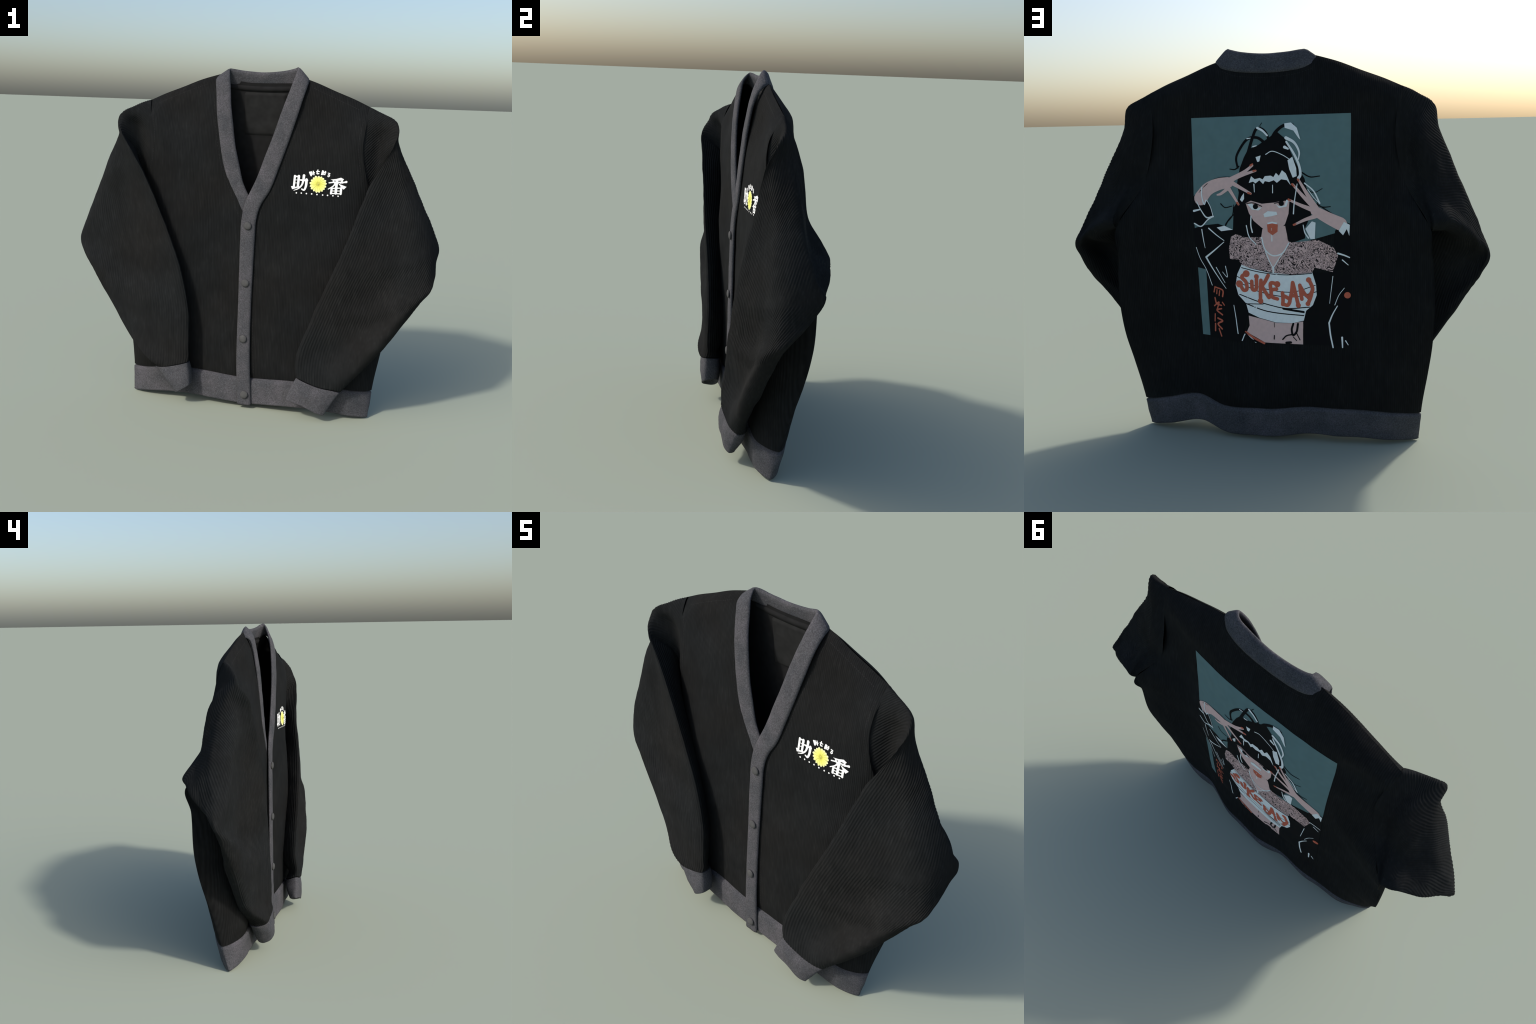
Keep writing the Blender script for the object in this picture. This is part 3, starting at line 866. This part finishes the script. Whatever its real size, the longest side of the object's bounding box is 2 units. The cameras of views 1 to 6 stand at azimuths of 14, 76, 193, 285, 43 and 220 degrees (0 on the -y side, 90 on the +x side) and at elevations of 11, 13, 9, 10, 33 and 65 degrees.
k.poly(dd((888, 1190), (945, 1183), (985, 1228), (1062, 1228), (1020, 1264), (942, 1252)))
k.poly(dd((1218, 1182), (1262, 1212), (1325, 1205), (1352, 1132), (1372, 1152), (1350, 1218), (1262, 1234)))
k.poly(dd((990, 650), (1050, 632), (1035, 700), (1010, 705)))
k.poly(dd((1120, 1405), (1180, 1392), (1240, 1405), (1225, 1428), (1130, 1428)))
k.poly(dd((820, 1100), (850, 1060), (850, 1130), (825, 1165), (800, 1140)))
for pts, a, b_ in [(((1345, 435), (1440, 490), (1498, 600), (1490, 680)), 36, 12), (((1350, 480), (1440, 620), (1500, 760), (1510, 860), (1492, 890)), 22, 34), (((1010, 318), (1070, 350), (1125, 405)), 26, 20),
                   (((1110, 620), (1180, 585), (1300, 625), (1390, 680)), 10, 8), (((960, 530), (1000, 520)), 16, 10), (((890, 438), (930, 432)), 14, 8), (((1330, 540), (1370, 560)), 34, 20),
                   (((400, 1482), (500, 1560), (592, 1622)), 16, 8), (((590, 1640), (470, 1740), (352, 1832)), 8, 22), (((352, 1832), (430, 1960), (600, 2200)), 22, 6), (((690, 2400), (712, 2560), (732, 2745)), 8, 12),
                   (((1872, 2030), (1850, 2200), (1832, 2350)), 8, 6), (((1920, 2382), (1865, 2480), (1822, 2585)), 10, 18), (((1822, 2585), (1838, 2730), (1866, 2880)), 18, 16), (((1932, 1762), (2000, 1785), (2060, 1812)), 20, 14),
                   (((1980, 1840), (2045, 1900)), 14, 8), (((225, 1720), (270, 1850), (350, 1985), (420, 2170)), 8, 8), (((310, 1500), (330, 1640), (345, 1720)), 14, 6), (((320, 1000), (318, 1100), (350, 1200), (372, 1150)), 16, 14),
                   (((215, 1430), (300, 1462), (390, 1382), (462, 1340)), 16, 12), (((462, 1340), (430, 1230), (385, 1150)), 8, 10), (((462, 1340), (380, 1355), (310, 1275), (250, 1170)), 20, 10), (((212, 1280), (290, 1262)), 26, 16),
                   (((1560, 950), (1660, 1040), (1730, 1180)), 14, 18), (((1595, 1020), (1660, 1110), (1725, 1180)), 8, 8), (((1430, 1300), (1440, 1180), (1475, 960)), 14, 10), (((1540, 1430), (1560, 1520), (1600, 1580)), 10, 18),
                   (((930, 1330), (925, 1440), (940, 1520)), 14, 16), (((870, 1440), (900, 1570), (980, 1660)), 12, 12), (((1050, 1580), (1090, 1720), (1180, 1790), (1290, 1762), (1372, 1640)), 16, 14),
                   (((1092, 1740), (1140, 1860), (1182, 1940)), 12, 10), (((1182, 1940), (1250, 1830), (1335, 1710)), 10, 10), (((1182, 1930), (1182, 2060)), 26, 16), (((1172, 1470), (1172, 1620)), 12, 12),
                   (((1970, 2760), (1975, 2880)), 22, 14), (((2010, 2800), (2040, 2850)), 14, 8), (((780, 2830), (830, 2740), (900, 2800), (950, 2845)), 12, 12), (((600, 1930), (620, 2060), (560, 2000)), 10, 6),
                   (((480, 1950), (540, 2050), (590, 2130)), 10, 6), (((1890, 2370), (1940, 2250), (2000, 2170)), 8, 6), (((970, 960), (975, 1050)), 14, 8), (((1190, 970), (1190, 1060)), 8, 10)]:
    k.stroke(dd(*pts), a * UNIT, b_ * UNIT)
k.make("white_highlight_print", INK_WHITE, back_print)

def bb(*pts):      # lower half drawing uses its own vertical zero
    return dd(*[(x, y + 1411) for x, y in pts])


k = ink(4.2)   # folds of the wrap
for pts, w in [(((735, 630), (900, 720), (1100, 780), (1400, 808), (1672, 722)), 9), (((740, 690), (1000, 810), (1400, 868), (1680, 800)), 10), (((760, 850), (1000, 935), (1300, 1005), (1600, 985)), 12),
               (((842, 962), (1100, 1050), (1530, 1088)), 13), (((800, 530), (1000, 575), (1300, 605), (1630, 585)), 10), (((850, 965), (1050, 962)), 10), (((1290, 1010), (1530, 1045)), 26)]:
    k.stroke(bb(*pts), w * UNIT)
for pts, w in [(((1405, 1190), (1385, 1260), (1400, 1330), (1440, 1290), (1460, 1190)), 24), (((1400, 1320), (1320, 1340), (1275, 1385)), 16), (((1440, 1300), (1480, 1385)), 12), (((1400, 1350), (1440, 1395)), 10),
               (((1320, 1425), (1370, 1420)), 30), (((1175, 1190), (1178, 1240)), 7), (((1175, 1340), (1172, 1385)), 12), (((820, 1320), (900, 1400), (1010, 1445)), 16)]:
    k.stroke(bb(*pts), w * UNIT)
for x, z in (d(985, 1218), d(1290, 1180)):
    k.disc(x, z, 0.0125)
k.stroke(dd((880, 1182), (960, 1176), (1060, 1215)), 10 * UNIT); k.stroke(dd((1210, 1180), (1290, 1160), (1360, 1130)), 10 * UNIT)
k.make("dark_line_print", INK_BLACK, back_print)

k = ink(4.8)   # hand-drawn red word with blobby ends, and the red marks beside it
LETTERS = {
    "S": [((862, 592), (800, 640), (850, 700), (855, 790), (820, 800), (775, 725))],
    "U": [((920, 690), (930, 790), (965, 790), (980, 640))],
    "K": [((1032, 675), (1022, 800), (1020, 920)), ((1120, 615), (1080, 690), (1030, 755)), ((1045, 750), (1085, 820), (1122, 880))],
    "E": [((1225, 715), (1150, 705), (1150, 800), (1160, 870), (1222, 895)), ((1160, 785), (1215, 775))],
    "B": [((1285, 820), (1290, 900), (1285, 960)), ((1290, 850), (1370, 900), (1345, 965), (1290, 955))],
    "A": [((1408, 695), (1395, 800), (1372, 905)), ((1410, 700), (1440, 830), (1470, 965)), ((1390, 850), (1440, 850))],
    "N": [((1512, 890), (1500, 800), (1492, 725)), ((1495, 735), (1550, 830), (1595, 870)), ((1590, 870), (1640, 770), (1600, 662)), ((1635, 790), (1610, 880), (1582, 945))],
}
for ch, strokes in LETTERS.items():
    for st in strokes:
        k.stroke(bb(*st), 44 * UNIT)
for px, py, r in [(855, 600, 42), (770, 725, 44), (978, 632, 30), (1225, 718, 38), (1130, 872, 24), (1470, 965, 30), (1595, 660, 32), (1582, 945, 28), (1020, 925, 34)]:
    x, z = d(px, py + 1411)
    k.disc(x, z, r * UNIT)
k.make("red_word_print", INK_RED, back_print)
k = ink(4.0)
for pts, w in [(((455, 775), (440, 840)), 16), (((465, 780), (555, 815), (550, 890)), 18), (((480, 810), (475, 860)), 14), (((515, 820), (505, 880)), 14), (((450, 910), (470, 980), (530, 1000)), 18), (((545, 960), (570, 995)), 14),
               (((440, 1010), (500, 960), (470, 1060)), 16), (((530, 1040), (470, 1060), (540, 1115)), 18), (((445, 1110), (440, 1200)), 14), (((480, 1160), (540, 1190), (480, 1230), (530, 1290)), 20), (((445, 1230), (440, 1320)), 18), (((490, 1290), (520, 1380)), 16),
               (((830, 1310), (920, 1375), (1050, 1440)), 26)]:
    k.stroke(bb(*pts), w * UNIT)
k.disc(*d(2035, 2255), 38 * UNIT)
for pts in [((930, 745), (952, 730)), ((965, 808), (992, 803)), ((900, 1060), (932, 1070)), ((765, 1175), (782, 1198)), ((1484, 908), (1492, 925)), ((1418, 962), (1438, 985)), ((1375, 1135), (1395, 1145)), ((1432, 1428), (1455, 1418))]:
    k.stroke(dd(*pts), 24 * UNIT, 18 * UNIT)
k.make("red_mark_print", INK_RED, back_print)
k = ink(3.6)
k.poly(dd((1118, 1425), (1180, 1412), (1245, 1425), (1240, 1510), (1180, 1552), (1125, 1510)))
k.make("red_mark_print", INK_RED, back_print)

# ---- chest emblem: two characters, a yellow flower, a small arc of characters, a row of dots
CX, CZ = 0.361, 1.273


def e(px, py):
    return (CX + (px - 1125) * 0.0001803, CZ - (py - 705) * 0.0001768 + (px - 1125) * 1.06e-5 + 0.0014)


def ee(*pts):
    return [e(*p) for p in pts]


EU = 0.00018


def em(layer=0):
    return Ink(-1, 0.0015 + 0.0004 * layer)


k = em()
for pts, a, b_ in [(((430, 465), (410, 790)), 64, 60), (((548, 470), (530, 780)), 72, 66), (((430, 475), (560, 480)), 40, 40), (((430, 582), (540, 582)), 16, 16), (((425, 672), (535, 672)), 16, 16),
                   (((695, 455), (680, 610), (640, 740), (540, 840), (415, 890)), 78, 18), (((600, 585), (800, 600)), 46, 50), (((775, 575), (765, 770), (715, 880), (650, 855)), 78, 40)]:
    k.stroke(ee(*pts), a * EU, b_ * EU)
k.poly(ee((325, 770), (385, 762), (410, 790), (585, 770), (570, 800), (365, 858)))
chest = k.make("chest_emblem", EMB_WHITE)
k = em(0.3)
for pts, a, b_ in [(((1660, 600), (1650, 800), (1640, 985)), 74, 70), (((1435, 672), (1560, 660), (1720, 660), (1935, 665)), 34, 40), (((1555, 615), (1600, 690)), 46, 30), (((1810, 615), (1760, 690)), 46, 26),
                   (((1630, 680), (1560, 770), (1420, 855)), 50, 24), (((1520, 835), (1508, 985)), 62, 60), (((1792, 830), (1785, 1005)), 64, 60), (((1500, 835), (1800, 830)), 34, 34), (((1520, 912), (1790, 915)), 24, 24), (((1500, 982), (1800, 1000)), 30, 34),
                   (((1930, 650), (1880, 660), (1800, 690)), 60, 24)]:
    k.stroke(ee(*pts), a * EU, b_ * EU)
k.poly(ee((1472, 578), (1640, 560), (1770, 525), (1862, 575), (1815, 612), (1600, 610)))
k.poly(ee((1690, 680), (1760, 720), (1942, 795), (1865, 875), (1790, 810)))
k.make("chest_character", EMB_WHITE, chest)
k = em(0.2)
for pts, a in [(((860, 360), (905, 455)), 46), (((900, 345), (930, 420)), 40), (((960, 330), (985, 430)), 34), (((880, 390), (1000, 370)), 24),
               (((1055, 335), (1140, 340)), 26), (((1095, 295), (1075, 400), (1125, 400)), 34),
               (((1235, 320), (1210, 425)), 40), (((1265, 330), (1250, 430)), 30), (((1320, 340), (1300, 430)), 34), (((1215, 360), (1330, 375)), 24), (((1205, 410), (1310, 425)), 22),
               (((1395, 385), (1450, 405), (1400, 440), (1445, 460), (1410, 495), (1385, 470)), 24)]:
    k.stroke(ee(*pts), a * EU)
k.make("chest_lettering", EMB_WHITE, chest)
DOT_PX = [(495, 965), (642, 972), (793, 987), (948, 995), (1105, 1015), (1270, 1030), (1412, 1040), (1567, 1053), (1715, 1068)]
k = em(0.2)
for p in DOT_PX:
    x, z = e(*p)
    k.disc(x, z, 0.0040, 10)
k.make("chest_dots", EMB_WHITE, chest)


def petal_material():
    m, nt, b = new_mat("yellow_petal")
    L = nt.links.new
    tc = node(nt, "ShaderNodeTexCoord")
    sep = node(nt, "ShaderNodeSeparateXYZ")
    L(tc.outputs["Object"], sep.inputs[0])
    mul = node(nt, "ShaderNodeMath", operation="MULTIPLY"); mul.inputs[1].default_value = 1 / 0.047
    L(sep.outputs["Z"], mul.inputs[0])
    r = ramp(nt, [(0.05, (0.42, 0.38, 0.05)), (0.35, (0.78, 0.76, 0.16)), (0.75, (0.90, 0.90, 0.26)), (1.0, (0.95, 0.95, 0.62))])
    L(mul.outputs[0], r.inputs[0]); L(r.outputs[0], b.inputs["Base Color"])
    return m


def petal_mesh():
    n, rows = 9, []
    L_ = 0.0455
    for i in range(n):
        t = i / (n - 1)
        w = 0.0078 * (0.10 + 0.90 * t ** 0.85) * (1.0 if t < 0.82 else math.sqrt(max(0.0, 1 - ((t - 0.82) / 0.185) ** 2)))
        for q in (-1, -0.5, 0, 0.5, 1):
            rows.append((q * w, -0.0030 - 0.0022 * (1 - q * q) * min(1, t * 3), L_ * t))
    f = []
    for i in range(n - 1):
        for q in range(4):
            a = i * 5 + q
            f.append((a, a + 1, a + 6, a + 5))
    return mesh_of("petal", rows, f)


pm, pmat = petal_mesh(), petal_material()
hit = BT_FRONT.ray_cast(Vector((CX, -1, CZ)), Vector((0, 1, 0)))
nrm = hit[1] if hit[1].y < 0 else -hit[1]
face = Vector((0, -1, 0)).rotation_difference(nrm)
from mathutils import Quaternion
petal0 = add_obj("petal", pm, pmat, chest)
NP = 17
for i in range(NP):
    ob = petal0 if i == 0 else petal0.copy()
    if i:
        bpy.context.scene.collection.objects.link(ob)
    ob.rotation_mode = "QUATERNION"
    ob.rotation_quaternion = face @ Quaternion((0, 1, 0), 2 * math.pi * i / NP + random.uniform(-0.03, 0.03))
    ob.location = hit[0] + nrm * (0.0006 * (i % 2))
    s_ = random.uniform(0.95, 1.03)
    ob.scale = (s_, 1, s_)
bm = bmesh.new()
bmesh.ops.create_uvsphere(bm, u_segments=14, v_segments=8, radius=0.0055)
me = bpy.data.meshes.new("flower_centre")
bm.to_mesh(me); bm.free()
fc = add_obj("flower_centre", me, plain("olive_centre", (0.55, 0.52, 0.13), 0.8, 0.15, 0.3, 300), chest)
fc.location = hit[0] + nrm * 0.0035
fc.scale = (1, 0.5, 1)

# ---------------------------------------------------------------- neck facing inside and stitching
BT_LIN = tree(LB)


def on_lining(x, z, lift):
    h = BT_LIN.ray_cast(Vector((x, -0.02, z)), Vector((0, 1, 0)))
    return (x, (h[0].y if h[0] is not None else 0.05) - lift, z)


def inner_patch():
    xs, zs = np.linspace(-0.085, 0.150, 25), np.linspace(1.505, 1.735, 25)
    v, n = [], 25
    for j, z in enumerate(zs):
        for i, x in enumerate(xs):
            edge = i in (0, n - 1) or j in (0, n - 1)
            v.append(on_lining(x, z, -0.001 if edge else 0.007))
    return mesh_of("neck_facing", v, grid_faces(n, n))


add_obj("neck_facing", inner_patch(), plain("facing_cloth", (0.019, 0.0195, 0.0195), 0.9, 0.08, 0.2, 22))
v, f = [], []
for i, x in enumerate(np.linspace(-0.17, 0.22, 40)):
    zc = 1.752 + 0.010 * ((x - 0.03) / 0.2) ** 2
    for q, (dz, l) in enumerate([(0.018, -0.001), (0.014, 0.008), (-0.006, 0.008), (-0.010, -0.001)]):
        v.append(on_lining(x, zc + dz - 0.004, l))
add_obj("neck_tape", mesh_of("neck_tape", v, grid_faces(4, 40)), M_LINING)


def stitches(name, pts, side, n, length=0.007, width=0.0016, lift=0.0009):
    """a run of short raised stitches along a line in the XZ plane, lying on the cloth"""
    P = catmull(np.array([(x, 0, z) for x, z in pts]), 12)
    L_ = np.concatenate([[0], np.cumsum(np.linalg.norm(np.diff(P, axis=0), axis=1))])
    at = lambda s: np.array([np.interp(s, L_, P[:, q]) for q in range(3)])
    trees = [BT_FRONT, BT_FRONT_N] if side < 0 else [BT_BACK]
    v, f = [], []
    for s in np.linspace(0.004, L_[-1] - 0.012, n):
        a, b_ = at(s), at(s + length)
        t = (b_ - a) / max(np.linalg.norm(b_ - a), 1e-9)
        w = np.array((-t[2], 0, t[0])) * width / 2
        q = []
        for p, l in ((a - w, 0.0002), (a + w, 0.0002), (b_ + w, 0.0002), (b_ - w, 0.0002), (a * .7 + b_ * .3, lift), (a * .3 + b_ * .7, lift)):
            y = None
            for tr in trees:
                h = tr.ray_cast(Vector((p[0], side, p[2])), Vector((0, -side, 0)))
                if h[0] is not None:
                    y = h[0].y
                    break
            if y is None:
                break
            q.append((p[0], y + side * l, p[2]))
        if len(q) < 6:
            continue
        b0 = len(v)
        v += q
        f += [(b0, b0 + 1, b0 + 4), (b0 + 1, b0 + 2, b0 + 5, b0 + 4), (b0 + 2, b0 + 3, b0 + 5), (b0 + 3, b0, b0 + 4, b0 + 5)]
    ob = add_obj(name, mesh_of(name, v, f), M_STITCH)
    ob["kind"] = "stuff"


BT_FRONT_N = tree(front_n)
M_STITCH = plain("stitch_thread", (0.026, 0.026, 0.027), 0.9, 0.1, 0.3, 80)
stitches("stitching", [(0.048, 0.20), (0.036, 0.40), (0.034, 0.70), (0.040, 0.98), (0.068, 1.14), (0.120, 1.235), (0.200, 1.46), (0.270, 1.70), (0.286, 1.76)], -1, 95)
stitches("stitching", [(-0.060, 1.07), (-0.104, 1.185), (-0.163, 1.32), (-0.204, 1.52), (-0.226, 1.70)], -1, 40)
stitches("stitching", [(0.575, 1.62), (0.560, 1.50), (0.566, 1.40), (0.590, 1.29)], -1, 24)
stitches("stitching", [(-0.575, 1.62), (-0.556, 1.50), (-0.560, 1.40), (-0.580, 1.30)], -1, 24)
stitches("stitching", [(0.235, 1.765), (0.17, 1.742), (0.03, 1.730), (-0.11, 1.740), (-0.20, 1.765)], 1, 34)
stitches("stitching", [(0.30, 1.765), (0.42, 1.715), (0.55, 1.660)], -1, 24)
stitches("stitching", [(-0.27, 1.770), (-0.42, 1.715), (-0.55, 1.660)], -1, 24)
